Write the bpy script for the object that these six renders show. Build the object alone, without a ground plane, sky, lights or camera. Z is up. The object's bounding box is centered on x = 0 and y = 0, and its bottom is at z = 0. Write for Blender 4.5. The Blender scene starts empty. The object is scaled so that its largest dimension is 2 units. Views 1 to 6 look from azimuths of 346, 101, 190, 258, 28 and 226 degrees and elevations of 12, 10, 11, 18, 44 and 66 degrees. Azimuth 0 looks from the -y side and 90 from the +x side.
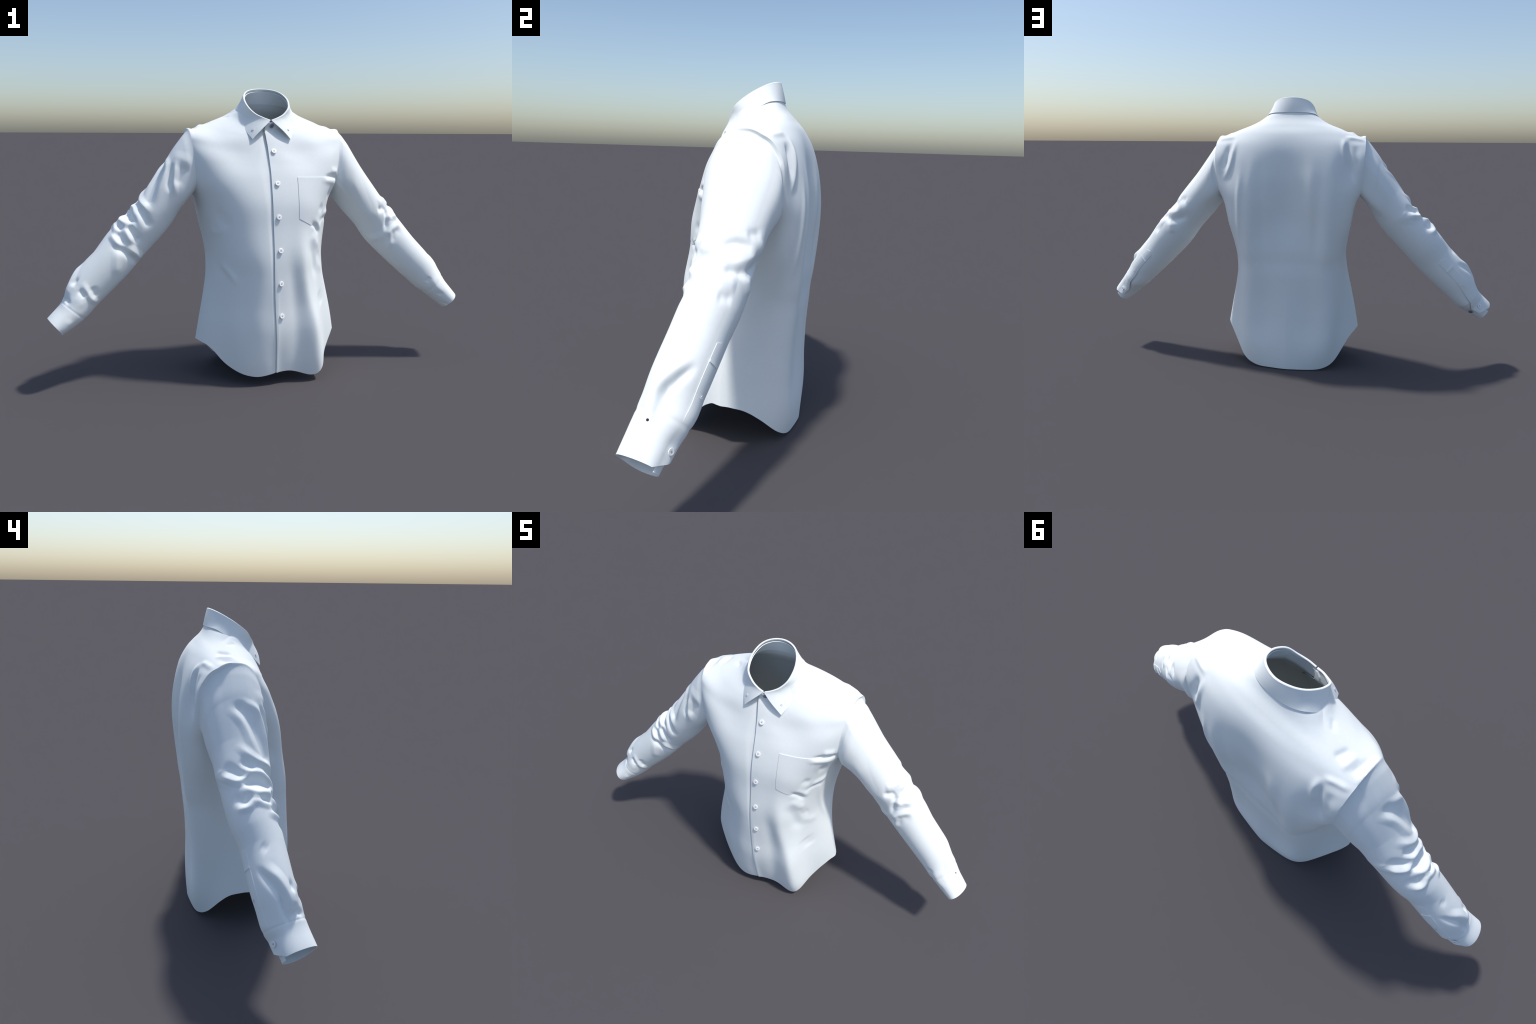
import bpy, bmesh, math
import numpy as np
from mathutils import Vector, Matrix

rng = np.random.default_rng(7)
CLOTH = 0.0028          # cloth thickness

# ------------------------------------------------------------------ helpers
def cr(keys, t):
    """Catmull-Rom spline through equally spaced key rows, t in 0..1."""
    keys = np.asarray(keys, float)
    K = len(keys)
    x = np.clip(np.asarray(t, float) * (K - 1), 0, K - 1 - 1e-9)
    i = x.astype(int)
    f = x - i
    p = lambda j: keys[np.clip(j, 0, K - 1)]
    sh = f.shape + (1,) * (keys.ndim - 1)
    f = f.reshape(sh)
    i0, i1 = (i == 0).reshape(sh), (i == K - 2).reshape(sh)
    p0, p1, p2, p3 = p(i - 1), p(i), p(i + 1), p(i + 2)
    p0 = np.where(i0, 2 * p1 - p2, p0)
    p3 = np.where(i1, 2 * p2 - p1, p3)
    return .5 * (2 * p1 + (p2 - p0) * f + (2 * p0 - 5 * p1 + 4 * p2 - p3) * f * f + (3 * p1 - p0 - 3 * p2 + p3) * f ** 3)

def ss(x, a=0.0, b=1.0):
    x = np.clip((np.asarray(x, float) - a) / (b - a), 0, 1)
    return x * x * (3 - 2 * x)

def unit(v):
    return v / np.maximum(np.linalg.norm(v, axis=-1, keepdims=True), 1e-12)

def grid_normals(P):
    return unit(np.cross(np.gradient(P, axis=1), np.gradient(P, axis=0)))

def line_dist(Q, pts):
    """distance from points Q to a polyline, with position along it 0..1 and the nearest point"""
    pts = np.asarray(pts, float)
    seg = np.linalg.norm(np.diff(pts, axis=0), axis=1)
    cum = np.r_[0, np.cumsum(seg)]
    best = np.full(len(Q), 9.0)
    s = np.zeros(len(Q))
    near = np.zeros_like(Q)
    for a, b, L, c in zip(pts[:-1], pts[1:], seg, cum):
        u = np.clip(((Q - a) @ (b - a)) / max(L * L, 1e-12), 0, 1)
        n = a + u[:, None] * (b - a)
        d = np.linalg.norm(Q - n, axis=1)
        m = d < best
        best[m] = d[m]
        s[m] = (c + u[m] * L) / cum[-1]
        near[m] = n[m]
    return best, s, near

def smooth_line(pts, n=14):
    return cr(np.asarray(pts, float), np.linspace(0, 1, n))

def fold_field(P, folds):
    """Sum of fold displacements.  fold = (points, amplitude, width, kind)
    ridge: soft crest; crease: sharp crest; bowl: flat bottomed dent;
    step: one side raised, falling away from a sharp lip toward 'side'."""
    Q = P.reshape(-1, 3)
    D = np.zeros(len(Q))
    for pts, amp, w, kind in folds:
        pts = [Q[((Q - np.array(p)) ** 2).sum(1).argmin()] for p in pts]
        pts = smooth_line(pts, 5 * len(pts)) if len(pts) > 2 else np.asarray(pts, float)
        lo, hi = pts.min(0) - 4 * w, pts.max(0) + 4 * w
        m = np.where(((Q > lo) & (Q < hi)).all(1))[0]
        if not len(m):
            continue
        d, s, near = line_dist(Q[m], pts)
        end = ss(np.minimum(s, 1 - s) / .36 + .08) if kind != 'bowl' else 1.0
        if kind == 'ridge':
            v = np.exp(-(d / w) ** 2) * end
        elif kind == 'crease':
            tent = 1 - np.sqrt(d * d + (.35 * w) ** 2) / (2.6 * w)
            v = np.where(tent > 0, tent, 0) ** 1.15 * end
        elif kind == 'bowl':
            v = 1 / (1 + (d / w) ** 3)
        D[m] += amp * v
    return D.reshape(P.shape[:-1])

class Sheet:
    """A regular grid of cloth: sample positions and normals at fractional rows and columns."""
    def __init__(s, P):
        s.P, s.N = P, grid_normals(P)
    def at(s, r, c, arr=None):
        A = s.P if arr is None else arr
        R, C = A.shape[:2]
        r, c = np.clip(r, 0, R - 1.001), np.clip(c, 0, C - 1.001)
        i, j = r.astype(int), c.astype(int)
        f, g = (r - i)[..., None], (c - j)[..., None]
        return (A[i, j] * (1 - f) * (1 - g) + A[i + 1, j] * f * (1 - g) + A[i, j + 1] * (1 - f) * g + A[i + 1, j + 1] * f * g)
    def normal(s, r, c):
        return unit(s.at(r, c, s.N))
    def find(s, targets, axes=(0, 1, 2), hint=None):
        """fractional row and column of the sheet point nearest to each target, over the given axes"""
        T = np.atleast_2d(np.asarray(targets, float))
        out = []
        ax = list(axes)
        A = s.P[..., ax]
        ok = np.ones(s.P.shape[:2], bool) if hint is None else hint
        F = A[ok]
        idx = np.argwhere(ok)
        for t in T:
            k = idx[((F - t[ax]) ** 2).sum(1).argmin()].astype(float)
            for _ in range(6):
                h = .5
                p = s.at(k[:1], k[1:], A)[0]
                du = (s.at(k[:1] + h, k[1:], A)[0] - s.at(k[:1] - h, k[1:], A)[0]) / (2 * h)
                dv = (s.at(k[:1], k[1:] + h, A)[0] - s.at(k[:1], k[1:] - h, A)[0]) / (2 * h)
                J = np.stack([du, dv], 1)
                k = k + np.clip(np.linalg.lstsq(J, t[ax] - p, rcond=None)[0], -2, 2)
                k = np.clip(k, [1, 1], [s.P.shape[0] - 2, s.P.shape[1] - 2])
            out.append(k)
        out = np.array(out)
        return out[:, 0], out[:, 1]

def new_object(name, verts, faces, mat, parent=None, smooth=True):
    me = bpy.data.meshes.new(name)
    me.from_pydata([tuple(v) for v in np.asarray(verts)], [], [tuple(f) for f in faces])
    me.materials.append(mat)
    me.polygons.foreach_set('use_smooth', [smooth] * len(me.polygons))
    me.update()
    ob = bpy.data.objects.new(name, me)
    bpy.context.collection.objects.link(ob)
    if parent:
        ob.parent = parent
    return ob

def slab(name, top, bottom, mat, parent, angle=40):
    """closed thin piece between two grids of the same shape"""
    R, C = top.shape[:2]
    n = R * C
    idx = np.arange(n).reshape(R, C)
    F = []
    for i in range(R - 1):
        for j in range(C - 1):
            a, b, c, d = idx[i, j], idx[i, j + 1], idx[i + 1, j + 1], idx[i + 1, j]
            F.append((a, b, c, d))
            F.append((n + d, n + c, n + b, n + a))
    ring = list(idx[0, :]) + list(idx[1:, -1]) + list(idx[-1, -2::-1]) + list(idx[-2:0, 0])
    for k, a in enumerate(ring):
        b = ring[(k + 1) % len(ring)]
        F.append((b, a, n + a, n + b))
    ob = new_object(name, np.concatenate([top.reshape(-1, 3), bottom.reshape(-1, 3)]), F, mat, parent)
    bm = bmesh.new()
    bm.from_mesh(ob.data)
    bmesh.ops.recalc_face_normals(bm, faces=bm.faces)
    bm.to_mesh(ob.data)
    bm.free()
    ob.data.set_sharp_from_angle(angle=math.radians(angle))
    return ob

# ---------------------------------------------------------------- materials
def cloth_material(name, colour):
    m = bpy.data.materials.new(name)
    m.use_nodes = True
    nt = m.node_tree
    b = nt.nodes['Principled BSDF']
    tc = nt.nodes.new('ShaderNodeTexCoord')
    w1 = nt.nodes.new('ShaderNodeTexWave')
    w1.wave_type, w1.bands_direction = 'BANDS', 'Z'
    w1.inputs['Scale'].default_value = 260
    w2 = nt.nodes.new('ShaderNodeTexWave')
    w2.wave_type, w2.bands_direction = 'BANDS', 'X'
    w2.inputs['Scale'].default_value = 260
    noise = nt.nodes.new('ShaderNodeTexNoise')
    noise.inputs['Scale'].default_value = 90
    add = nt.nodes.new('ShaderNodeMath'); add.operation = 'MULTIPLY'
    ad2 = nt.nodes.new('ShaderNodeMath'); ad2.operation = 'ADD'
    bump = nt.nodes.new('ShaderNodeBump')
    bump.inputs['Strength'].default_value = 0.05
    bump.inputs['Distance'].default_value = 0.0008
    ramp = nt.nodes.new('ShaderNodeValToRGB')
    c = np.array(colour)
    ramp.color_ramp.elements[0].position, ramp.color_ramp.elements[1].position = .35, .65
    ramp.color_ramp.elements[0].color = (*(c * .985), 1)
    ramp.color_ramp.elements[1].color = (*c, 1)
    L = nt.links.new
    for w in (w1, w2, noise):
        L(tc.outputs['Object'], w.inputs['Vector'])
    L(w1.outputs['Fac'], add.inputs[0]); L(w2.outputs['Fac'], add.inputs[1])
    L(add.outputs[0], ad2.inputs[0]); L(noise.outputs['Fac'], ad2.inputs[1])
    L(ad2.outputs[0], bump.inputs['Height'])
    L(bump.outputs[0], b.inputs['Normal'])
    L(noise.outputs['Fac'], ramp.inputs['Fac'])
    L(ramp.outputs[0], b.inputs['Base Color'])
    b.inputs['Roughness'].default_value = .85
    b.inputs['Specular IOR Level'].default_value = .2
    b.inputs['Sheen Weight'].default_value = .0
    return m

def plain_material(name, colour, rough, spec=.5):
    m = bpy.data.materials.new(name)
    m.use_nodes = True
    nt = m.node_tree
    b = nt.nodes['Principled BSDF']
    noise = nt.nodes.new('ShaderNodeTexNoise')
    noise.inputs['Scale'].default_value = 60
    tc = nt.nodes.new('ShaderNodeTexCoord')
    ramp = nt.nodes.new('ShaderNodeValToRGB')
    c = np.array(colour)
    ramp.color_ramp.elements[0].color = (*(c * .96), 1)
    ramp.color_ramp.elements[1].color = (*c, 1)
    nt.links.new(tc.outputs['Object'], noise.inputs['Vector'])
    nt.links.new(noise.outputs['Fac'], ramp.inputs['Fac'])
    nt.links.new(ramp.outputs[0], b.inputs['Base Color'])
    b.inputs['Roughness'].default_value = rough
    b.inputs['Specular IOR Level'].default_value = spec
    return m

CLOTH_COLOUR = (0.875, 0.92, 0.92)
M_CLOTH = cloth_material('white_cotton', CLOTH_COLOUR)
M_BUTTON = plain_material('white_button', (0.97, 0.97, 0.97), .25, .8)
M_BUTTON_SHADE_DARKENED = plain_material('smoke_button', (0.20, 0.23, 0.28), .35, .4)  # white button colour darkened to grey for the collar and cuff shade
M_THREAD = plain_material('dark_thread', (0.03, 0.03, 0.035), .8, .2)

shirt = bpy.data.objects.new('dress_shirt', None)
bpy.context.collection.objects.link(shirt)
shirt['label'] = 'white long sleeved button down shirt with chest pocket'
shirt['category'] = 'shirt'

# -------------------------------------------------------------------- torso
# key rows from the hem to the neck: half width, side y, side z, front y, z, back y, z, front and back roundness
TORSO = [
    (0.357, 0.000, 0.000, -0.218, 0.000, 0.228, 0.000, 1.45, 1.58),
    (0.352, -0.010, 0.120, -0.240, 0.120, 0.236, 0.120, 1.42, 1.58),
    (0.332, -0.014, 0.250, -0.250, 0.250, 0.238, 0.250, 1.44, 1.58),
    (0.306, -0.006, 0.380, -0.245, 0.380, 0.241, 0.380, 1.50, 1.68),
    (0.282, 0.021, 0.500, -0.240, 0.500, 0.243, 0.500, 1.78, 2.02),
    (0.277, 0.085, 0.600, -0.232, 0.600, 0.244, 0.600, 2.25, 2.50),
    (0.299, 0.148, 0.720, -0.213, 0.720, 0.254, 0.720, 2.50, 2.60),
    (0.322, 0.160, 0.830, -0.196, 0.830, 0.264, 0.830, 2.70, 2.60),
    (0.364, 0.150, 0.920, -0.165, 0.930, 0.261, 0.930, 3.00, 2.60),
    (0.388, 0.145, 1.040, -0.137, 1.000, 0.245, 1.020, 3.05, 2.65),
    (0.400, 0.090, 1.105, -0.115, 1.050, 0.225, 1.100, 2.45, 2.44),
    (0.372, 0.070, 1.136, -0.097, 1.090, 0.199, 1.160, 2.40, 2.15),
    (0.285, 0.080, 1.168, -0.083, 1.120, 0.167, 1.200, 2.30, 2.30),
    (0.182, 0.070, 1.207, -0.073, 1.140, 0.137, 1.235, 2.10, 2.20),
    (0.1315, 0.036, 1.2290, -0.073, 1.148, 0.1205, 1.265, 2.00, 2.30),
]
# fold line at the top of the collar and lower edge of its leaf, half: back centre to front
FOLD = [(0, .110, 1.331), (.050, .097, 1.327), (.087, .065, 1.312), (.105, .012, 1.282), (.097, -.040, 1.245), (.068, -.065, 1.214), (.034, -.080, 1.197), (.003, -.086, 1.186)]
LEAF = [(0, .125, 1.263), (.047, .122, 1.262), (.087, .109, 1.260), (.117, .086, 1.253), (.136, .050, 1.229), (.133, .004, 1.193), (.116, -.052, 1.150), (.0872, -.101, 1.105)]
def both(k):
    k = np.array(k)
    l = k[::-1].copy(); l[:, 0] *= -1
    return np.concatenate([l[:-1], k])

def torso_point(R, ph):
    c, s = np.cos(ph), np.sin(ph)
    fr = s < 0
    n = np.where(fr, R[..., 7], R[..., 8])
    C = np.sign(c) * np.abs(c) ** (2 / n)
    S = np.abs(s) ** (2 / n)
    ey, ez = np.where(fr, R[..., 3], R[..., 5]), np.where(fr, R[..., 4], R[..., 6])
    # near the neck the rise of the back yoke comes sooner round the side
    pz = np.where(fr, 2.0, 2.0 - 1.15 * ss(R[..., 2], 1.19, 1.228))
    return np.stack([R[..., 0] * C, R[..., 1] + (ey - R[..., 1]) * S, R[..., 2] + (ez - R[..., 2]) * np.abs(s) ** pz], -1)

# hem height round the body: degrees (front -90, side 0 and 180, back 90)
HEM = [(-180, .176), (-170, .177), (-155, .167), (-146, .140), (-138, .097), (-130, .070), (-122, .053), (-112, .046), (-104, .051),
       (-92, .057), (-74, .059), (-66, .047), (-60, .034), (-56, .033), (-52, .050), (-47, .074), (-36, .110), (-26, .152), (-15, .178), (-2, .177),
       (10, .173), (21, .158), (27, .143), (33, .120), (40, .088), (45, .058), (51, .031), (56, .017), (62, .005), (80, .002), (110, .001), (120, .002),
       (127, .012), (133, .028), (138, .054), (142, .082), (148, .116), (154, .144), (160, .159), (170, .173), (180, .176)]
# front edge of the button side panel: height and x
EDGE = [(0, -.004), (.05, -.006), (.164, -.009), (.35, -.015), (.55, -.018), (.75, -.018), (.88, -.018), (.97, -.017), (1.07, -.021), (1.138, -.028), (1.165, -.022), (1.185, -.006)]

NR, NS, NC = 250, 14, 420
par = np.array(TORSO)
key_z = cr(par[:, 2:3], np.linspace(0, 1, 2001))[:, 0]
tq = np.linspace(0, 1, 2001)
hem_deg = np.array(HEM)
uc = np.linspace(0, 1, NC)

tau = np.linspace(0, 1, NR)
ROWS = cr(par, tau)
ALLR = np.concatenate([ROWS, np.repeat(ROWS[-1:], NS, 0)])
ALLR[NR:, 4] += np.linspace(0, .035, NS + 1)[1:]
NT = len(ALLR)
edge = np.array(EDGE)
ex = np.interp(ALLR[:, 4], edge[:, 0], edge[:, 1])
cosv = np.clip(ex / ALLR[:, 0], -.9, .9)
phe = -np.pi / 2 + np.arcsin(np.sign(cosv) * np.abs(cosv) ** (ALLR[:, 7] / 2))       # angle of the free edge, per row
UNDER = 0.14                                                                      # underlap, radians
PHI = phe[:, None] + uc[None, :] * (2 * np.pi + UNDER)
# rows near the hem follow the hem curve
deg = (np.degrees(PHI) + 180) % 360 - 180
zh = np.interp(deg, hem_deg[:, 0], hem_deg[:, 1])
k5 = np.ones(9) / 9
zh = np.stack([np.convolve(np.pad(r, 4, mode='edge'), k5, 'valid') for r in zh])
th = np.interp(zh, key_z[:1300], tq[:1300])
TT = tau[:, None]
T1 = .34
Tw = TT + th[:NR] * np.clip(1 - TT / T1, 0, 1) ** 1.0
Pt = np.empty((NT, NC, 3))
Rw = cr(par, Tw)
Pt[:NR] = torso_point(Rw, PHI[:NR])
# collar stand: from the neck line up to just under the collar fold
ring = cr(both(FOLD), np.linspace(0, 1, 400))
ring_out = unit(ring * np.array([1, 1, 0]) - np.array([0, .012, 0]))
inner_ring = ring - ring_out * .0049 - np.array([0, 0, .0105])
rang = np.unwrap(np.arctan2(inner_ring[:, 1] - .012, inner_ring[:, 0]))
order_r = np.argsort(rang)
def stand_top(ph):
    a = rang.min() + (ph - rang.min()) % (2 * np.pi)
    return np.stack([np.interp(a, rang[order_r], inner_ring[order_r, k], period=2 * np.pi) for k in range(3)], -1)
for i in range(NS):
    k = (i + 1) / NS
    ph_i = PHI[NR + i] * 1.0
    foot = torso_point(ROWS[-1][None, :], ph_i)
    true_ang = np.arctan2(foot[:, 1] - .012, foot[:, 0])
    top = stand_top(true_ang)
    Pt[NR + i] = foot * (1 - k) + top * k

HANG = [(1, 0, .81, .11, .24, -.040), (1, 0, .36, .09, .26, -.012), (1, .188, .36, .060, .30, .044), (1, -.188, .36, .060, .30, .047),
        (1, -.185, .75, .035, .15, .006), (1, .185, .75, .035, .15, .003), (1, -.29, .98, .05, .10, -.010), (1, .29, .98, .05, .10, -.010),
        (-1, .185, .05, .060, .16, .052), (-1, .165, .28, .050, .16, .024), (-1, .120, .52, .040, .18, .014), (-1, -.10, .06, .09, .20, .022), (-1, -.07, .42, .05, .20, .007),
        (-1, -.17, .28, .06, .18, .010), (-1, .16, .80, .06, .07, .006),
        (-1, .150, .22, .060, .24, .022), (-1, 0, .10, .045, .12, -.009), (-1, -.10, .34, .05, .12, .008),
        (1, .14, .08, .08, .12, .014), (1, -.14, .08, .08, .12, .014), (1, .14, .70, .05, .12, -.008), (1, -.14, .70, .05, .12, -.008), (1, 0, .60, .07, .12, .010), (1, .20, .18, .04, .14, .005), (1, -.20, .18, .04, .14, .005),
        (1, .30, 1.03, .05, .08, -.008), (1, -.30, 1.03, .05, .08, -.010),
        (-1, .16, 1.03, .08, .07, -.010), (-1, -.16, 1.03, .08, .07, -.009), (-1, .25, 1.12, .07, .05, -.008), (-1, -.25, 1.12, .07, .05, -.008)]

# cloth folds of the body: points on the cloth, height, width, kind
TORSO_FOLDS = [
    # pull of the armpit over the pocket
    ([(.236, -.125, .936), (.284, -.085, .938), (.330, -.030, .925)], -.010, .009, 'ridge'),
    ([(.215, -.135, .925), (.284, -.085, .917), (.312, -.048, .897)], .005, .013, 'ridge'),
    ([(.262, -.085, .958), (.310, -.050, .960)], .006, .014, 'ridge'),
    ([(.255, -.100, .855), (.284, -.060, .862)], -.005, .022, 'ridge'),
    ([(.200, -.144, .812), (.232, -.120, .786)], -.005, .018, 'ridge'),
    ([(.228, -.115, .768), (.262, -.070, .772), (.285, -.030, .775)], .005, .014, 'ridge'),
    ([(.207, -.145, .728), (.243, -.099, .746), (.275, -.040, .735)], -.0035, .010, 'ridge'),
    ([(.155, -.183, .733), (.189, -.162, .722), (.222, -.137, .672)], -.008, .011, 'ridge'),
    ([(.180, -.177, .748), (.212, -.152, .728), (.238, -.125, .690)], .004, .016, 'ridge'),
    ([(.138, -.208, .650), (.173, -.190, .608), (.198, -.168, .520), (.225, -.143, .481)], -.006, .026, 'ridge'),
    ([(.240, -.115, .590), (.205, -.153, .572)], -.003, .022, 'ridge'),
    ([(.170, -.190, .690), (.205, -.160, .640), (.230, -.135, .620)], .005, .02, 'ridge'),
    ([(.215, -.150, .545), (.245, -.110, .520), (.265, -.07, .52)], .003, .022, 'ridge'),
    ([(.224, -.143, .405), (.251, -.128, .335)], -.004, .034, 'ridge'),
    ([(.270, -.060, .82), (.262, -.070, .72), (.268, -.050, .60), (.300, -.01, .44)], .005, .014, 'ridge'),
    # long drape on the pocket side
    ([(.050, -.235, .640), (.078, -.237, .475), (.100, -.236, .293), (.095, -.232, .050)], -.0045, .030, 'ridge'),
    ([(.115, -.215, .680), (.125, -.225, .500), (.155, -.215, .300), (.185, -.200, .030)], .006, .026, 'ridge'),
    # the cloth breaks at the waist and over the shoulder blades
    ([(-.276, -.02, .565), (-.272, .100, .565), (-.200, .200, .550), (0, .245, .540), (.200, .200, .550), (.272, .100, .565), (.276, -.02, .565)], -.004, .026, 'crease'),
    # soft pulls at the waist of the other side
    ([(-.262, -.060, .556), (-.240, -.110, .525), (-.205, -.155, .478)], -.0016, .022, 'ridge'),
    ([(-.240, -.100, .560), (-.205, -.160, .505), (-.175, -.185, .460)], .004, .016, 'ridge'),
    ([(-.273, -.024, .700), (-.243, -.097, .692), (-.205, -.140, .735)], .003, .016, 'ridge'),
    ([(-.235, -.110, .775), (-.215, -.135, .745)], -.004, .03, 'bowl'),
    # yoke pleats at the back and the hollow between pleat and sleeve
    ([(-.262, .172, 1.142), (-.264, .200, 1.085), (-.280, .222, 1.020)], .007, .012, 'ridge'),
    ([(-.276, .170, 1.128), (-.284, .205, 1.070), (-.306, .222, .990), (-.322, .215, .930)], -.013, .014, 'ridge'),
    ([(-.262, .170, 1.142), (-.310, .150, 1.135), (-.355, .130, 1.118)], .006, .012, 'ridge'),
    ([(-.315, .175, 1.110), (-.330, .200, 1.000)], -.004, .014, 'ridge'),
    ([(.250, .180, 1.130), (.266, .215, 1.050), (.292, .226, .985), (.315, .215, .940)], .008, .012, 'ridge'),
    ([(.285, .178, 1.112), (.300, .205, 1.050), (.320, .215, .985)], -.011, .015, 'ridge'),
    ([(.255, .170, 1.140), (.310, .150, 1.132), (.352, .130, 1.118)], .006, .012, 'ridge'),
    # rumples along the shoulders
    ([(-.255, .115, 1.175), (-.276, .050, 1.168)], -.007, .011, 'ridge'),
    ([(-.292, .125, 1.158), (-.298, .040, 1.160)], .006, .012, 'ridge'),
    ([(-.322, .110, 1.148), (-.330, .020, 1.145)], -.005, .010, 'ridge'),
    ([(-.352, .120, 1.130), (-.352, .040, 1.145), (-.345, -.02, 1.115)], .009, .013, 'ridge'),
    ([(-.168, .020, 1.206), (-.205, .060, 1.203)], -.003, .010, 'ridge'),
    ([(.262, .110, 1.170), (.268, .030, 1.168)], -.005, .012, 'ridge'),
    ([(.300, .110, 1.155), (.305, .020, 1.155)], .003, .014, 'ridge'),
    ([(.352, .120, 1.130), (.352, .040, 1.145), (.345, -.02, 1.115)], .008, .013, 'ridge'),
    # upright soft folds down the back
    ([(.167, .23, 1.08), (.172, .25, .95), (.172, .25, .60)], .003, .022, 'ridge'),
    ([(.122, .23, 1.08), (.120, .25, .90), (.118, .25, .55)], -.0025, .022, 'ridge'),
    ([(-.108, .23, 1.08), (-.116, .25, .90), (-.118, .25, .50)], .003, .022, 'ridge'),
    ([(-.156, .23, 1.06), (-.160, .25, .90), (-.160, .25, .50)], -.0025, .022, 'ridge'),
    ([(-.205, .22, 1.06), (-.215, .24, .90), (-.220, .23, .50)], .003, .022, 'ridge'),
    ([(.225, .23, 1.00), (.232, .24, .85), (.236, .20, .62)], .005, .014, 'ridge'),
]
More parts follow.
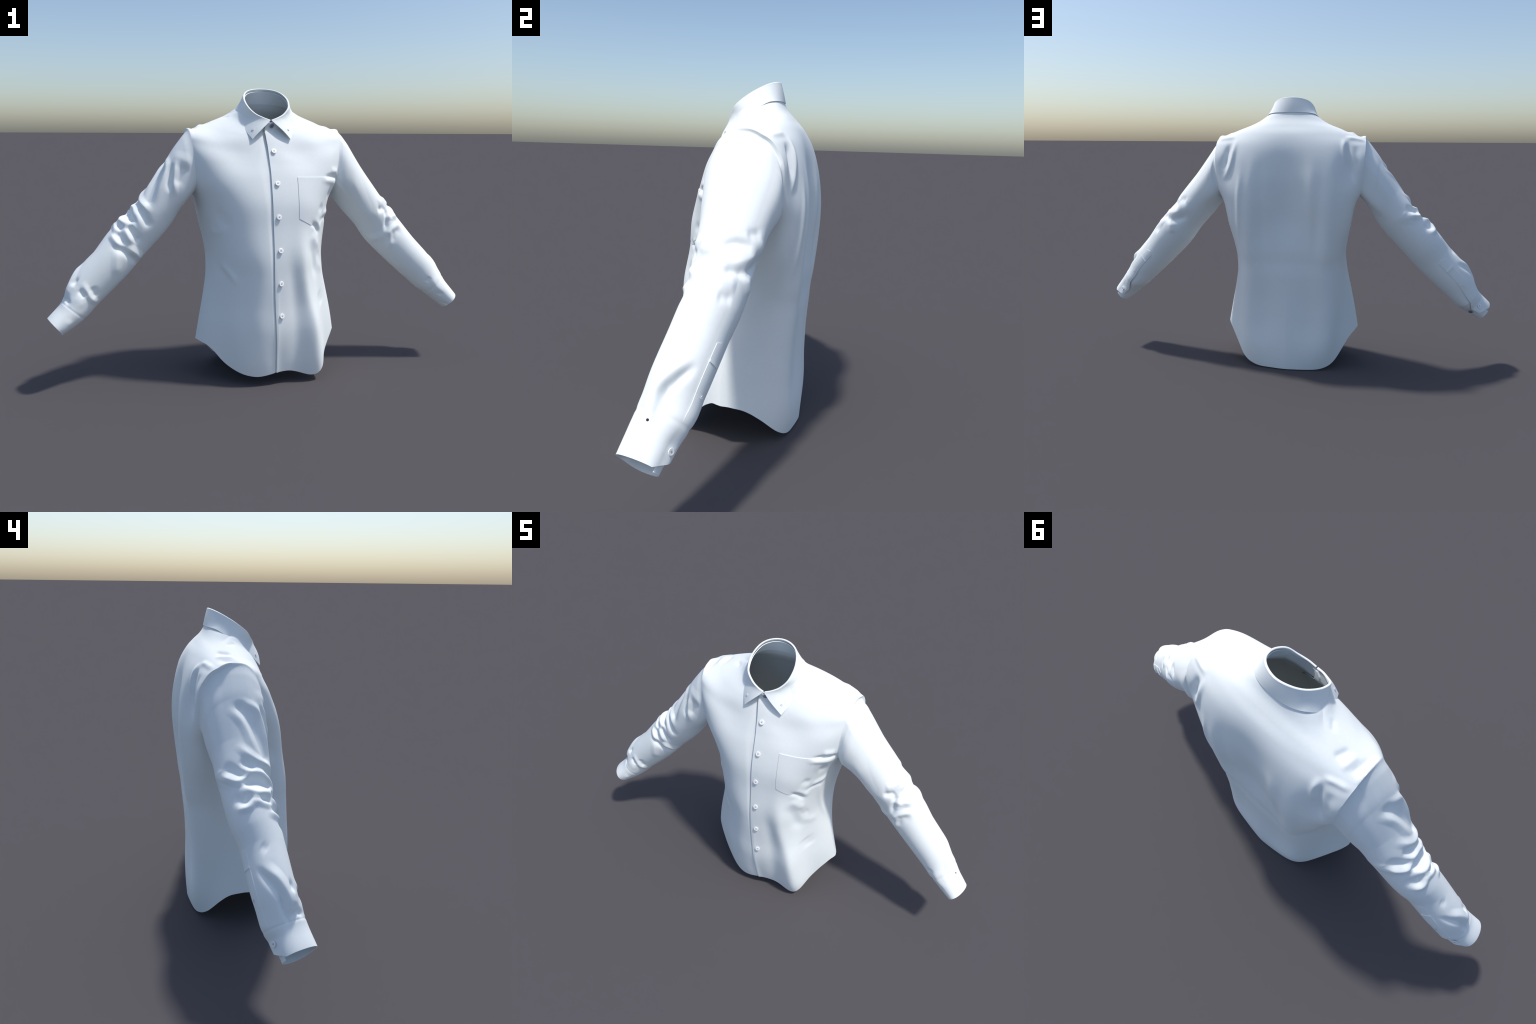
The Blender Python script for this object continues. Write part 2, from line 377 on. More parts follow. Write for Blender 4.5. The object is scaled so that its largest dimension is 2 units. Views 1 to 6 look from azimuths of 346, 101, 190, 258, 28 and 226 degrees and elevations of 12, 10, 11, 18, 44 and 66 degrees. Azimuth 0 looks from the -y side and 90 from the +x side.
# cloth folds of the sleeves: (place along the sleeve 0..1, degrees round it: 0 outer top, 90 back, -90 front), height, width, kind
SLEEVE_FOLDS = {
    -1: [
        ([(.127, -5), (.160, -19), (.215, -38), (.260, -50)], -.008, .020, 'bowl'),
        ([(.110, -49), (.140, -62), (.165, -82)], -.008, .011, 'ridge'),
        ([(.070, -80), (.100, -84)], -.007, .022, 'bowl'),
        ([(.125, 18), (.160, -2), (.205, -14), (.265, -23)], .006, .010, 'crease'),
        ([(.107, 0), (.130, -40), (.190, -57), (.250, -68)], .007, .009, 'crease'),
        ([(.090, -55), (.120, -76), (.150, -98)], .007, .008, 'crease'),
        ([(.095, -40), (.060, -65), (.020, -90)], .003, .015, 'ridge'),
        ([(.225, 10), (.270, -14), (.300, -45), (.315, -78)], .008, .011, 'ridge'),
        ([(.283, 10), (.327, -14)], -.007, .013, 'ridge'),
        ([(.310, 22), (.355, -1), (.370, -30), (.405, -82)], .009, .009, 'crease'),
        ([(.345, -48), (.375, -86)], -.008, .016, 'bowl'),
        ([(.290, 48), (.335, 26), (.378, 9)], -.007, .014, 'ridge'),
        ([(.325, 60), (.390, 36), (.397, 16), (.370, -4)], .009, .009, 'crease'),
        ([(.410, 8), (.412, -15), (.420, -48)], -.010, .014, 'bowl'),
        ([(.415, 24), (.447, 4), (.458, -22), (.430, -70)], .010, .009, 'crease'),
        ([(.380, -28), (.430, -60)], .005, .008, 'ridge'),
        ([(.452, -62), (.465, -98)], -.009, .014, 'bowl'),
        ([(.462, -48), (.480, -72), (.500, -98)], .007, .009, 'crease'),
        ([(.447, 46), (.475, 25), (.463, 4)], -.007, .015, 'ridge'),
        ([(.495, 44), (.498, 16), (.465, -4)], .008, .008, 'crease'),
        ([(.477, -17), (.482, -46)], -.009, .011, 'ridge'),
        ([(.485, 4), (.490, -15), (.508, -48)], .007, .010, 'ridge'),
        ([(.510, -40), (.528, -80)], -.009, .012, 'ridge'),
        ([(.528, -30), (.545, -60), (.550, -80)], .008, .010, 'crease'),
        ([(.572, -55), (.560, -87), (.556, -130), (.560, -165)], -.008, .012, 'ridge'),
        ([(.535, -95), (.530, -125), (.535, -160)], .008, .013, 'ridge'),
        ([(.575, -80), (.610, -95), (.645, -120)], .004, .012, 'ridge'),
        ([(.640, 18), (.656, 3)], -.004, .015, 'ridge'),
        ([(.676, 26), (.684, 0)], .002, .015, 'ridge'),
        ([(.690, 26), (.735, -7), (.775, -18), (.810, -16), (.862, -8)], .009, .012, 'ridge'),
        ([(.700, 40), (.748, 12), (.782, 2), (.815, 4), (.868, 6)], -.009, .011, 'ridge'),
        ([(.780, 2), (.825, 4), (.880, 7)], -.010, .006, 'ridge'),
        ([(.757, -32), (.757, -46)], -.008, .013, 'ridge'),
        ([(.772, -36), (.812, -27)], .007, .012, 'ridge'),
        ([(.862, -4), (.842, -26), (.858, -50)], -.010, .010, 'ridge'),
        ([(.775, -65), (.788, -90)], -.010, .010, 'ridge'),
        ([(.745, -66), (.780, -106), (.785, -145)], .009, .008, 'crease'),
        ([(.738, -95), (.762, -120)], -.007, .013, 'ridge'),
        ([(.815, -60), (.830, -95)], .004, .014, 'ridge'),
        ([(.925, -90), (.990, -112)], .005, .010, 'ridge'),
        ([(.300, 85), (.360, 62), (.395, 40)], .004, .014, 'ridge'),
    ],
    1: [
        ([(.170, -85), (.278, -109), (.353, -111), (.375, -80)], .007, .020, 'ridge'),
        ([(.368, -78), (.388, -52)], -.010, .012, 'ridge'),
        ([(.345, -30), (.392, -28)], .010, .012, 'ridge'),
        ([(.340, -62), (.352, -40)], .005, .012, 'ridge'),
        ([(.395, -48), (.440, -72), (.500, -98)], -.010, .010, 'ridge'),
        ([(.425, -80), (.462, -52), (.505, -28)], .007, .009, 'crease'),
        ([(.520, -108), (.520, -80), (.533, -45)], .009, .009, 'crease'),
        ([(.505, -97), (.538, -100), (.580, -130)], .007, .008, 'crease'),
        ([(.560, -106), (.548, -60)], -.007, .016, 'ridge'),
        ([(.375, 6), (.348, 28), (.342, 55)], -.008, .012, 'ridge'),
        ([(.305, 45), (.283, 68)], -.006, .013, 'ridge'),
        ([(.348, 60), (.300, 95)], .007, .012, 'ridge'),
        ([(.432, 34), (.400, 52), (.350, 76)], .009, .015, 'ridge'),
        ([(.467, 22), (.450, 48), (.455, 66)], -.009, .013, 'ridge'),
        ([(.435, 70), (.350, 100)], -.008, .015, 'ridge'),
        ([(.462, -56), (.420, -31), (.400, -6)], -.011, .009, 'ridge'),
        ([(.482, -46), (.442, -14), (.425, 6)], .008, .010, 'ridge'),
        ([(.547, 28), (.538, 52)], -.005, .014, 'ridge'),
        ([(.505, 20), (.498, 50)], .005, .016, 'ridge'),
        ([(.455, 72), (.485, 96)], .008, .012, 'ridge'),
        ([(.335, 40), (.275, 85)], .005, .013, 'ridge'),
        ([(.715, 27), (.768, 0), (.830, -14), (.890, -14), (.930, -4)], .010, .013, 'ridge'),
        ([(.728, 38), (.780, 16), (.845, 4), (.892, 6), (.928, 10)], -.013, .011, 'ridge'),
        ([(.790, 6), (.850, 1), (.945, 9)], -.012, .006, 'ridge'),
        ([(.845, -86), (.858, -104)], -.008, .010, 'ridge'),
        ([(.940, -90), (.946, -106)], -.007, .010, 'ridge'),
        ([(.985, -112), (.990, -125)], -.007, .012, 'ridge'),
        ([(.862, -70), (.905, -84), (.945, -78)], .006, .010, 'ridge'),
        ([(.880, -110), (.900, -140)], .004, .010, 'ridge'),
        ([(.488, -165), (.500, -135), (.512, -110)], .005, .013, 'ridge'),
    ],
}


def shape_torso(P):
    N = grid_normals(P)
    D = fold_field(P, TORSO_FOLDS)
    # broad hang of the cloth: x, z, spread x, spread z, outward push (front or back)
    for fb, x0, z0, sx, sz, amt in HANG:
        m = np.exp(-((P[..., 0] - x0) / sx) ** 2 - ((P[..., 2] - z0) / sz) ** 2) * ss(fb * (P[..., 1] - .02), -.03, .10)
        D += amt * m
    # overlapping fronts: outer panel lifted at its free edge, inner one tucked below
    s_in = (PHI - phe[:, None])                       # radians from the free edge
    z = P[..., 2]
    lift = np.interp(z, [0, .3, .7, 1.0, 1.09, 1.14, 1.16, 1.2], [.0026, .0026, .0026, .004, .0075, .009, .006, .003])
    D += lift * np.exp(-(s_in / .12) ** 2)
    back = 2 * np.pi + UNDER - s_in
    D -= .0036 * ss((UNDER + .06 - back) / .06)
    return P + N * D[..., None]

Pt = shape_torso(Pt)
torso_sheet = Sheet(Pt)

# ------------------------------------------------------------------ sleeves
# spine x, y, z and the two radii, shoulder to cuff
SLEEVE = {
    -1: [(-0.340, 0.060, 1.000, 0.110, 0.129), (-0.426, 0.060, 0.893, 0.097, 0.116), (-0.498, 0.054, 0.801, 0.092, 0.106),
         (-0.551, 0.048, 0.735, 0.090, 0.097), (-0.636, 0.042, 0.650, 0.092, 0.086), (-0.717, 0.021, 0.559, 0.090, 0.080),
         (-0.822, 0.006, 0.452, 0.084, 0.078), (-0.892, -0.017, 0.355, 0.063, 0.076), (-0.963, -0.038, 0.296, 0.050, 0.076)],
    1: [(0.340, 0.060, 1.000, 0.113, 0.114), (0.386, 0.065, 0.940, 0.101, 0.125), (0.472, 0.061, 0.840, 0.095, 0.110),
        (0.550, 0.052, 0.747, 0.089, 0.097), (0.617, 0.049, 0.666, 0.094, 0.090), (0.712, 0.028, 0.563, 0.087, 0.086),
        (0.805, 0.007, 0.469, 0.080, 0.084), (0.861, -0.009, 0.398, 0.065, 0.081), (0.963, -0.038, 0.296, 0.046, 0.074)],
}
SLIT = {-1: .72, 1: .74}       # where the cuff opening starts
CUFF = {-1: .875, 1: .905}
SLEEVE_ROWS = 240

def frames(P):
    T = unit(np.gradient(P, axis=0))
    Y = np.array([0, 1., 0])
    n2 = unit(Y - T * (T @ Y)[:, None])
    n1 = np.cross(T, n2)
    n1 *= np.sign(n1[:, 2:3])
    return T, n1, n2

def armhole_plane(side):
    """point and outward normal of the armhole cut"""
    n = np.array([1.0 * side, -.08, -.08])
    return np.array([.342 * side, .045, .98]), n / np.linalg.norm(n)

# torso mesh, cut at the armholes
bm = bmesh.new()
vs = [bm.verts.new(p) for p in Pt.reshape(-1, 3)]
ids = np.arange(NT * NC).reshape(NT, NC)
layer = bm.faces.layers.int.new('part')
FRONT_R, FRONT_L, BACK, STAND, SLV, CUF = 0, 1, 2, 3, 4, 6
uv_phi = PHI
for i in range(NT - 1):
    for j in range(NC - 1):
        f = bm.faces.new((vs[ids[i, j]], vs[ids[i, j + 1]], vs[ids[i + 1, j + 1]], vs[ids[i + 1, j]]))
        ph = PHI[i, j]
        f[layer] = STAND if i >= NR - 1 else FRONT_R if ph < 0 else BACK if ph < np.pi else FRONT_L
bm.faces.index_update()
loops = {}
for side in (-1, 1):
    co, no = armhole_plane(side)
    bm.faces.ensure_lookup_table()
    sel = [f for f in bm.faces if f.calc_center_median().z > .80 and f.calc_center_median().x * side > .2]
    geom = set(sel)
    for f in sel:
        geom.update(f.edges)
        geom.update(f.verts)
    bmesh.ops.bisect_plane(bm, geom=list(geom), dist=1e-6, plane_co=co, plane_no=no, clear_outer=True)
    edge_v = [v for v in bm.verts if v.is_boundary and v.co.z > .80 and v.co.x * side > .2]
    bmesh.ops.remove_doubles(bm, verts=edge_v, dist=.0022)
    edge_v = [v for v in bm.verts if v.is_valid and v.is_boundary and v.co.z > .80 and v.co.x * side > .2]
    loops[side] = edge_v

def sleeve_surface(side, L):
    """L: armhole loop points in order; returns the grid of the sleeve, closed above the slit and overlapping below"""
    key = np.array(SLEEVE[side])
    t = np.linspace(0, 1, SLEEVE_ROWS)
    R = cr(key, t)
    T, n1, n2 = frames(R[:, :3])
    d = L - R[0, :3]
    psi = np.arctan2(d @ n2[0], d @ n1[0])
    E0 = R[0, :3] + R[0, 3] * np.cos(psi)[:, None] * n1[0] + R[0, 4] * np.sin(psi)[:, None] * n2[0]
    g = ss(t, SLIT[side], SLIT[side] + .16)[:, None]
    base = psi[0]
    prog = (base - np.unwrap(psi)) / (2 * np.pi)          # 0..1 round the sleeve from the back edge over the top
    prog = prog[None, :]
    under = np.radians(26)
    g2 = ss(t, CUFF[side] - .02, CUFF[side] + .05)[:, None]
    even = prog
    ang = base + g2 * np.radians(24) * (1 - ss(even, 0, .16)) - even * (2 * np.pi + under * g)
    a, b = R[:, 3:4], R[:, 4:5]
    cosv, sinv = np.cos(ang), np.sin(ang)
    inn = g * ss(even, .84, .97)
    up = a * cosv - inn * .004
    # the back of the cuff is pinched, its free end flares out
    wide = np.where(sinv > 0, b * (1 - g2 * .27) + g2 * .015 * (1 - ss(even, 0, .09)), b)
    out = wide * sinv * (1 - .10 * inn)
    P = R[:, None, :3] + up[..., None] * n1[:, None] + out[..., None] * n2[:, None]
    w = (1 - ss(t, 0, .30))[:, None, None]
    P = P + (L - E0)[None] * w
    # clipped corner of the cuff flap, longer under layer
    e = np.clip(1 - even / .12, 0, 1)
    k = ss(t, CUFF[side], 1)[:, None]
    P = P - T[:, None] * (k * .036 * e)[..., None] + T[:, None] * (k * (.006 + .008 * ss(even, .5, .7)))[..., None]
    return t, even, P, psi

sleeve_sheets = {}
for side in (-1, 1):
    ev = loops[side]
    # order the loop
    nxt = {}
    es = set(ev)
    adj = {v: [e.other_vert(v) for e in v.link_edges if e.is_boundary and e.other_vert(v) in es] for v in ev}
    key = np.array(SLEEVE[side])
    T, n1, n2 = frames(cr(key, np.linspace(0, 1, SLEEVE_ROWS))[:, :3])
    psi_of = lambda v: math.atan2((np.array(v.co) - key[0, :3]) @ n2[0], (np.array(v.co) - key[0, :3]) @ n1[0])
    start = min(ev, key=lambda v: abs(psi_of(v) - math.radians(92)))
    nb = adj[start]
    second = max(nb, key=lambda v: -((psi_of(v) - psi_of(start) + math.pi) % (2 * math.pi) - math.pi))
    order = [start, second]
    while True:
        c = [v for v in adj[order[-1]] if v is not order[-2]]
        if not c or c[0] is start:
            break
        order.append(c[0])
    L = np.array([v.co for v in order] + [start.co])
    t, even, P, psi = sleeve_surface(side, L)
    N = unit(np.cross(np.gradient(P, axis=0), np.gradient(P, axis=1))) * 1.0
    cen = P.mean(1, keepdims=True)
    N *= np.sign((N * (P - cen)).sum(-1).mean())
    pdeg = np.degrees(psi)
    on_cloth = lambda q: P[int(round(q[0] * (SLEEVE_ROWS - 1))), 1 + np.abs((pdeg[1:] - q[1] + 180) % 360 - 180).argmin()]
    folds = []
    for pts, amp, w, kind in SLEEVE_FOLDS[side]:
        q = np.array(pts, float)
        # let every fold run out a little further at both ends
        q = np.vstack([q[0] + .18 * (q[0] - q[1]), q[1:-1], q[-1] + .18 * (q[-1] - q[-2])]) if kind != 'bowl' else q
        lower_arm = pts[0][0] > .62
        amp *= (.8 if side < 0 or abs(amp) > .0095 else .55) if lower_arm else 1.3 if side < 0 else 1.1
        amp *= 1.3 if lower_arm and len(pts) == 5 else 1.0      # the deep tuck above the cuff
        if kind == 'ridge' and amp > 0:
            kind, w = 'crease', w * .9          # folds stand up in a crest between flat planes
        elif kind == 'ridge':
            w *= 1.2
        folds.append(([on_cloth(k) for k in q], amp, w, kind))
    D = fold_field(P, folds) * ss(t, 0, .03)[:, None]
    D *= (1 - .999 * ss(even, .86, .95) * ss(t, SLIT[side], SLIT[side] + .05)[:, None])   # the hidden underlap stays smooth
    # seam: the sleeve sits a little below the shoulder, over the top and the back
    ang = np.degrees(psi)
    topback = np.exp(-((ang - 50) / 48) ** 2)[None]
    # full upper arm
    D += .011 * (np.exp(-((t - .10) / .085) ** 2) * ss(t, 0, .04))[:, None] * (.40 + .60 * np.cos(psi + .7))[None].clip(0)
    along = (ss(t, .02, .10) * (1 - ss(t, .86, .92)))[:, None]
    pull = np.interp(t, [0, .03, .10, .20, .30, .55, .62, .80, .90], [0, .006, .015, .012, .001, .0, .005, .005, 0])[:, None]
    D += along * .005 * np.cos(psi - np.radians(145))[None].clip(0) - pull * np.cos(psi - np.radians(62))[None].clip(0)
    D -= .010 * topback * ss(t, 0, .012)[:, None] * (1 - ss(t, .025, .10))[:, None]
    # stitched groove where the cuff is set on
    D -= .0013 * np.exp(-((t - CUFF[side]) / .0055) ** 2)[:, None]
    P = P + N * D[..., None]
    sh = Sheet(P)
    sh.N = N / 1.0
    NN = np.cross(np.gradient(P, axis=0), np.gradient(P, axis=1))
    NN *= np.sign((NN * (P - P.mean(1, keepdims=True))).sum(-1).mean())
    sh.N = unit(NN)
    sh.t, sh.even = t, even[0]
    sleeve_sheets[side] = sh
    rows = [order + [order[0]]]
    for i in range(1, SLEEVE_ROWS):
        r = [bm.verts.new(p) for p in P[i]]
        if t[i] < SLIT[side]:
            bm.verts.remove(r[-1])
            r[-1] = r[0]
        rows.append(r)
    for i in range(SLEEVE_ROWS - 1):
        for j in range(P.shape[1] - 1):
            q = (rows[i][j], rows[i][j + 1], rows[i + 1][j + 1], rows[i + 1][j])
            f = bm.faces.new(q if side < 0 else q[::-1])
            f[layer] = (CUF if t[i] >= CUFF[side] else SLV) + (0 if side < 0 else 1)
bmesh.ops.recalc_face_normals(bm, faces=bm.faces)
bm.normal_update()
# make sure the outside is out
fr = min(bm.faces, key=lambda f: f.calc_center_median().y)
if fr.normal.y > 0:
    bmesh.ops.reverse_faces(bm, faces=bm.faces)
body_me = bpy.data.meshes.new('body_tmp')
for f in bm.faces:
    f.material_index = f[layer]
    f.smooth = True
bm.to_mesh(body_me)
bm.free()
for k in range(8):
    body_me.materials.append(M_CLOTH)
body = bpy.data.objects.new('body_tmp', body_me)
bpy.context.collection.objects.link(body)
so = body.modifiers.new('thick', 'SOLIDIFY')
so.thickness = CLOTH
so.offset = -1
so.use_rim = True
bpy.context.view_layer.update()
full = bpy.data.meshes.new_from_object(body.evaluated_get(bpy.context.evaluated_depsgraph_get()))
full.set_sharp_from_angle(angle=math.radians(60))
nv = len(full.vertices)
co = np.empty(nv * 3); full.vertices.foreach_get('co', co); co = co.reshape(-1, 3)
lv = np.empty(len(full.loops), int); full.loops.foreach_get('vertex_index', lv)
ln = np.empty(len(full.loops) * 3); full.corner_normals.foreach_get('vector', ln); ln = ln.reshape(-1, 3)
ps = np.empty(len(full.polygons), int); full.polygons.foreach_get('loop_start', ps)
pl = np.empty(len(full.polygons), int); full.polygons.foreach_get('loop_total', pl)
mi = np.empty(len(full.polygons), int); full.polygons.foreach_get('material_index', mi)

def split(name, k, parent):
    fs = np.where(mi == k)[0]
    loops_ = np.concatenate([np.arange(ps[f], ps[f] + pl[f]) for f in fs])
    used, inv = np.unique(lv[loops_], return_inverse=True)
    faces, p = [], 0
    for f in fs:
        faces.append(tuple(inv[p:p + pl[f]].tolist()))
        p += pl[f]
    ob = new_object(name, co[used], faces, M_CLOTH, parent)
    ob.data.normals_split_custom_set([tuple(n) for n in ln[loops_]])
    return ob

front_r = split('front_panel', FRONT_R, shirt)
front_l = split('front_panel', FRONT_L, shirt)
back = split('back_panel', BACK, shirt)
stand_ob = split('collar_stand', STAND, shirt)
sleeve_obs, cuff_obs = {}, {}
for side, o in ((-1, 0), (1, 1)):
    sleeve_obs[side] = split('sleeve', SLV + o, shirt)
    cuff_obs[side] = split('cuff', CUF + o, shirt)
bpy.data.objects.remove(body)

# ------------------------------------------------------------------- collar
nu, nvv = 161, 26
u = np.linspace(0, 1, nu)
F = cr(both(FOLD), u)
E = cr(both(LEAF), u)
v = np.linspace(0, 1, nvv)[:, None, None]
Lf = F[None] * (1 - v) + E[None] * v
out = unit(Lf * np.array([1, 1, 0]) - np.array([0, .015, 0]))
bulge = .0015 * np.sin(np.pi * v)
end = np.abs(2 * u - 1)[None, :, None]
bulge = bulge + .006 * np.sin(np.pi * v) * ss(end, .8, 1)
Lf = Lf + out * bulge
# roll at the top: the leaf turns over a rounded fold
outer, inner = Lf.copy(), Lf - out * (.0042 + .0040 * (1 - ss(v, .09, .12)))
roll = 7
ang = np.linspace(0, np.pi / 2, roll)[:, None, None]
top_o, top_i = outer[0], inner[0]
mid = (top_o + top_i) / 2
half = (top_o - top_i) / 2
up = np.array([0, 0, 1.0])
cap_o = mid[None] + half[None] * np.sin(ang) + up * .0028 * np.cos(ang)
cap_i = mid[None] - half[None] * np.sin(ang[1:]) + up * .0032 * np.cos(ang[1:])
outer = np.concatenate([cap_o[:-1], outer])
nI = len(outer) - 1
inner_full = np.concatenate([np.repeat(cap_o[:1], 1, 0), cap_i[:-1], inner])[:len(outer)]
collar = slab('collar', outer, inner_full, M_CLOTH, shirt, 50)

# ------------------------------------------------------------------- pocket
hint = (PHI < -.2) & (PHI > -1.7)
def front_rc(x, z):
    return torso_sheet.find(np.stack([x, 0 * x, z], -1), (0, 2), hint)
pu, pv = np.linspace(0, 1, 26), np.linspace(0, 1, 28)
U, V = np.meshgrid(pu, pv)
xl = .104 - .002 * V; xr = .252 - .022 * V
bot = .761 - .037 * (1 - np.abs(2 * U - 1)) * 1.0 + .004 * U
topz = .940 - .004 * U
X = xl * (1 - U) + xr * U
Zp = topz * (1 - V) + bot * V
r, c = front_rc(X.ravel(), Zp.ravel())
pp = torso_sheet.at(r, c).reshape(*U.shape, 3)
pn = torso_sheet.normal(r, c).reshape(*U.shape, 3)
if pn[..., 1].mean() > 0:
    pn = -pn
gap = (.0016 + .0006 * ss(1 - V, .9, 1))[..., None]
pocket = slab('chest_pocket', pp + pn * gap, pp - pn * .001, M_CLOTH, front_r, 40)

# ---------------------------------------------------------- sleeve plackets
def sleeve_rc(side, t, deg):
    sh = sleeve_sheets[side]
    P = sh.P
    return t * (SLEEVE_ROWS - 1)

STRIP = {-1: (.625, .872, .040), 1: (.640, .900, .040)}
for side in (-1, 1):
    sh = sleeve_sheets[side]
    t0, t1, wid = STRIP[side]
    na, nb = 60, 14
    A, Bv = np.meshgrid(np.linspace(0, 1, na), np.linspace(0, 1, nb), indexing='ij')
    tt = t0 + (t1 - t0) * A
    rr = tt * (SLEEVE_ROWS - 1)
    # column by arc length from the free edge (column 0)
    ri = np.clip(rr[:, 0].round().astype(int), 0, SLEEVE_ROWS - 1)
    cc = np.zeros_like(rr)
    for k in range(na):
        seg = np.r_[0, np.cumsum(np.linalg.norm(np.diff(sh.P[ri[k]], axis=0), axis=1))]
        off = .0005
        cc[k] = np.interp(off + wid * Bv[k] , seg, np.arange(len(seg)))
    pos = sh.at(rr, cc)
    nor = sh.normal(rr, cc)
    # pointed top end
    T = unit(sh.at(rr + 1, cc) - sh.at(rr - 1, cc))
    slide = (1 - A) ** 6 * .010 * (np.abs(2 * Bv - 1))
    pos = pos + T * slide[..., None]
    fade = (1 - .85 * ss(A, .88, 1))[..., None]
    slab('sleeve_placket', pos + nor * .0015 * fade, pos - nor * .0010, M_CLOTH, sleeve_obs[side], 40)
    # stitched bar across the placket
    rb = np.full((4, nb), .0) + (t0 + .055 + np.linspace(0, .006, 4)[:, None]) * (SLEEVE_ROWS - 1)
    kk = int((.055 / (t1 - t0)) * (na - 1))
    cb = np.repeat(cc[kk:kk + 1], 4, 0)
    pb, nbm = sh.at(rb, cb), sh.normal(rb, cb)
    slab('placket_bar', pb + nbm * .0045, pb + nbm * .0005, M_CLOTH, sleeve_obs[side], 40)

# ------------------------------------------------------------------ buttons
def button_mesh(name):
    """unit radius button lying in xy, z from 0 to .42, four real holes"""
    prof = [(0, .0), (.82, .0), (.95, .05), (1.0, .14), (.985, .23), (.92, .28), (.82, .295), (.70, .290), (.64, .276), (.58, .274), (.4, .274), (0, .274)]
    n = 48
    bm = bmesh.new()
    rings = []
    for r_, z_ in prof:
        rings.append([bm.verts.new((r_ * math.cos(2 * math.pi * k / n), r_ * math.sin(2 * math.pi * k / n), z_)) for k in range(n)] if r_ > 0 else [bm.verts.new((0, 0, z_))])
    for a, b in zip(rings[:-1], rings[1:]):
        for k in range(n):
            k2 = (k + 1) % n
            if len(a) == 1:
                bm.faces.new((a[0], b[k2], b[k]))
            elif len(b) == 1:
                bm.faces.new((a[k], a[k2], b[0]))
            else:
                bm.faces.new((a[k], a[k2], b[k2], b[k]))
    bmesh.ops.recalc_face_normals(bm, faces=bm.faces)
    me = bpy.data.meshes.new(name + '_blank'); bm.to_mesh(me); bm.free()
    bm = bmesh.new()
    for sx in (-1, 1):
        for sy in (-1, 1):
            bmesh.ops.create_cone(bm, cap_ends=True, segments=14, radius1=.115, radius2=.115, depth=1.2, matrix=Matrix.Translation((sx * .19, sy * .19, .2)))
    mc = bpy.data.meshes.new('cut'); bm.to_mesh(mc); bm.free()
    ob, oc = bpy.data.objects.new('b', me), bpy.data.objects.new('c', mc)
    for o in (ob, oc):
        bpy.context.collection.objects.link(o)
    bo = ob.modifiers.new('holes', 'BOOLEAN'); bo.object = oc; bo.operation = 'DIFFERENCE'; bo.solver = 'EXACT'
    bpy.context.view_layer.update()
    res = bpy.data.meshes.new_from_object(ob.evaluated_get(bpy.context.evaluated_depsgraph_get()))
    res.name = name
    bpy.data.objects.remove(ob); bpy.data.objects.remove(oc)
    res.materials.clear(); res.materials.append(M_BUTTON)
    res.polygons.foreach_set('use_smooth', [True] * len(res.polygons))
    res.set_sharp_from_angle(angle=math.radians(35))
    return res

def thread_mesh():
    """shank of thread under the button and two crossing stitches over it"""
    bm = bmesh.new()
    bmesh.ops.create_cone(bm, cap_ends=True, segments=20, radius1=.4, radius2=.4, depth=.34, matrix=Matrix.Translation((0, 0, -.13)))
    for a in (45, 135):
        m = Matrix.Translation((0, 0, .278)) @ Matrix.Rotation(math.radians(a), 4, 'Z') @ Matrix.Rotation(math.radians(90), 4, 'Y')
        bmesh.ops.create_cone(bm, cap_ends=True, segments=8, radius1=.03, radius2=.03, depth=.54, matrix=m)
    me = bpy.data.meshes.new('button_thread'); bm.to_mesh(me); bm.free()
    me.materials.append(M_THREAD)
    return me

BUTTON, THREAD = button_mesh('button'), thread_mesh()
SHADE_DARKENED = BUTTON.copy()
SHADE_DARKENED.name = 'smoke_button'
SHADE_DARKENED.materials[0] = M_BUTTON_SHADE_DARKENED

def add_button(pos, nor, radius, parent, spin=0.0, lift=.0022, mesh=None, sunward_tilt=0.0):
    nor = (Vector(nor).normalized() + Vector((0, 0, sunward_tilt))).normalized()
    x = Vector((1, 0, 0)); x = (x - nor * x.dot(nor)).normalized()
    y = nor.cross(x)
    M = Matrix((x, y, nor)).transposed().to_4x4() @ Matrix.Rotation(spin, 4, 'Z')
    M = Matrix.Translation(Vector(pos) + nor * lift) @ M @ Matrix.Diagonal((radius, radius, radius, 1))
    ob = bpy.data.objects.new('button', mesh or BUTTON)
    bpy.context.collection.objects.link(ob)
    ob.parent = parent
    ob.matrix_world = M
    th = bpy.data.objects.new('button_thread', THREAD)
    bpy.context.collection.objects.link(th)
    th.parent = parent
    th.matrix_world = M

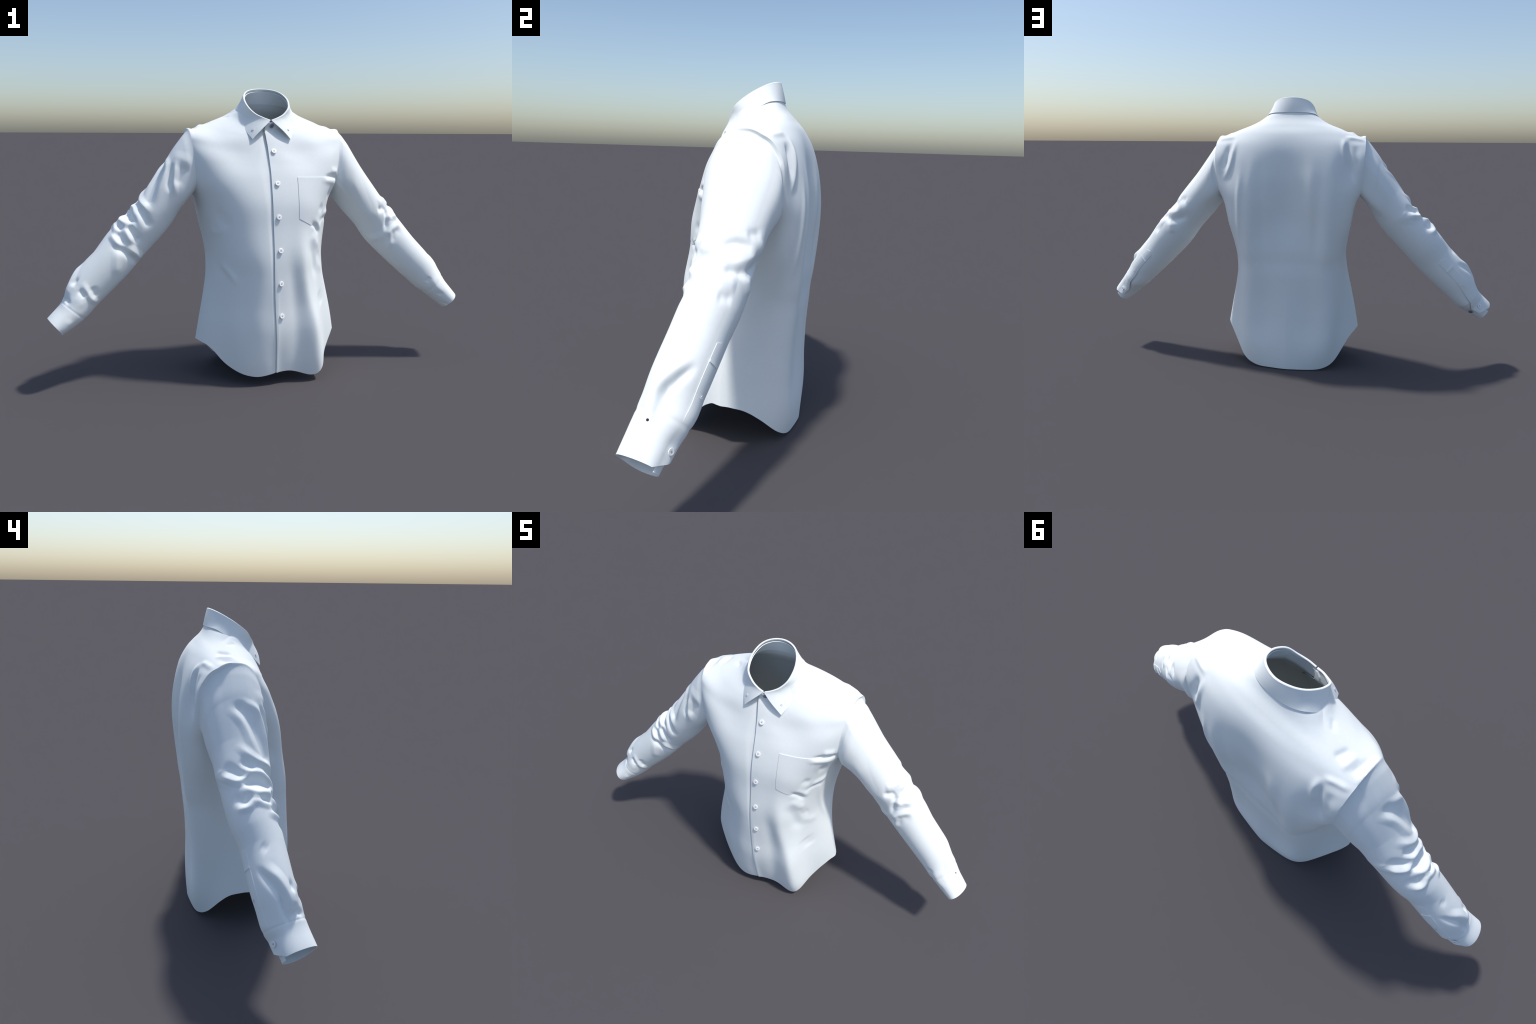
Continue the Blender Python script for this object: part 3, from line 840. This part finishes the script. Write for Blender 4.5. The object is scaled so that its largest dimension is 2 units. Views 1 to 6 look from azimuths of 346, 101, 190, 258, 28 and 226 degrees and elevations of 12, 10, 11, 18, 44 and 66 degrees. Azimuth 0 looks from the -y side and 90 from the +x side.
for x, z in ((.004, 1.052), (.006, .914), (.006, .770), (.009, .625), (.010, .478), (.013, .331)):
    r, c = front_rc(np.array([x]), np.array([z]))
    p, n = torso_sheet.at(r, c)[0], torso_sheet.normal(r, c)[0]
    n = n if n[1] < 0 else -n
    add_button(p, n, .0115, front_r, rng.uniform(-.5, .5), .0026, None, .22)  # faces tipped upward so the sun brightens the front buttons
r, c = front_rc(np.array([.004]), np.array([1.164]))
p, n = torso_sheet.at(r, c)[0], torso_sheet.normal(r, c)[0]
add_button(p, n if n[1] < 0 else -n, .0105, stand_ob, .3, .0018, SHADE_DARKENED)

col = Sheet(outer)
for sx in (-1, 1):
    r, c = col.find([(.073 * sx, -.07, 1.140)])
    p, n = col.at(r, c)[0], col.normal(r, c)[0]
    n = n if n @ np.array([p[0], p[1], 0]) > 0 else -n
    add_button(p, n, .0056, collar, .4, .001)
for side in (-1, 1):
    sh = sleeve_sheets[side]
    for tgt, rad, lift, par_ in (((.847 * side, .070, .437), .0052, .0045, sleeve_obs[side]), ((.939 * side, .023, .324), .0106, .003, cuff_obs[side])):
        hint_s = np.zeros(sh.P.shape[:2], bool); hint_s[:, 2:90] = True
        r, c = sh.find([tgt], (0, 1, 2), hint_s)
        p, n = sh.at(r, c)[0], sh.normal(r, c)[0]
        add_button(p, n, rad, par_, .2, lift)

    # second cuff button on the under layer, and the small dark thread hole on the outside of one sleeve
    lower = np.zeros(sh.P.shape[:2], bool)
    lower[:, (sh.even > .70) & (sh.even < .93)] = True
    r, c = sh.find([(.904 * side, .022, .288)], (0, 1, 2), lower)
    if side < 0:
        add_button(sh.at(r, c)[0], sh.normal(r, c)[0], .0106, cuff_obs[side], .5, .003, SHADE_DARKENED)
    if side > 0:
        hint_s = np.zeros(sh.P.shape[:2], bool); hint_s[:, (sh.even > .15) & (sh.even < .5)] = True
        r, c = sh.find([(.937, -.034, .401)], (0, 1, 2), hint_s)
        p, n = Vector(sh.at(r, c)[0]), Vector(sh.normal(r, c)[0])
        bm = bmesh.new()
        bmesh.ops.create_cone(bm, cap_ends=True, segments=6, radius1=.0042, radius2=.0036, depth=.0016)
        me = bpy.data.meshes.new('thread_knot'); bm.to_mesh(me); bm.free()
        me.materials.append(M_THREAD)
        ob = bpy.data.objects.new('thread_knot', me)
        bpy.context.collection.objects.link(ob)
        ob.parent = sleeve_obs[side]
        ob.matrix_world = Matrix.Translation(p + n * .0008) @ n.to_track_quat('Z', 'Y').to_matrix().to_4x4()
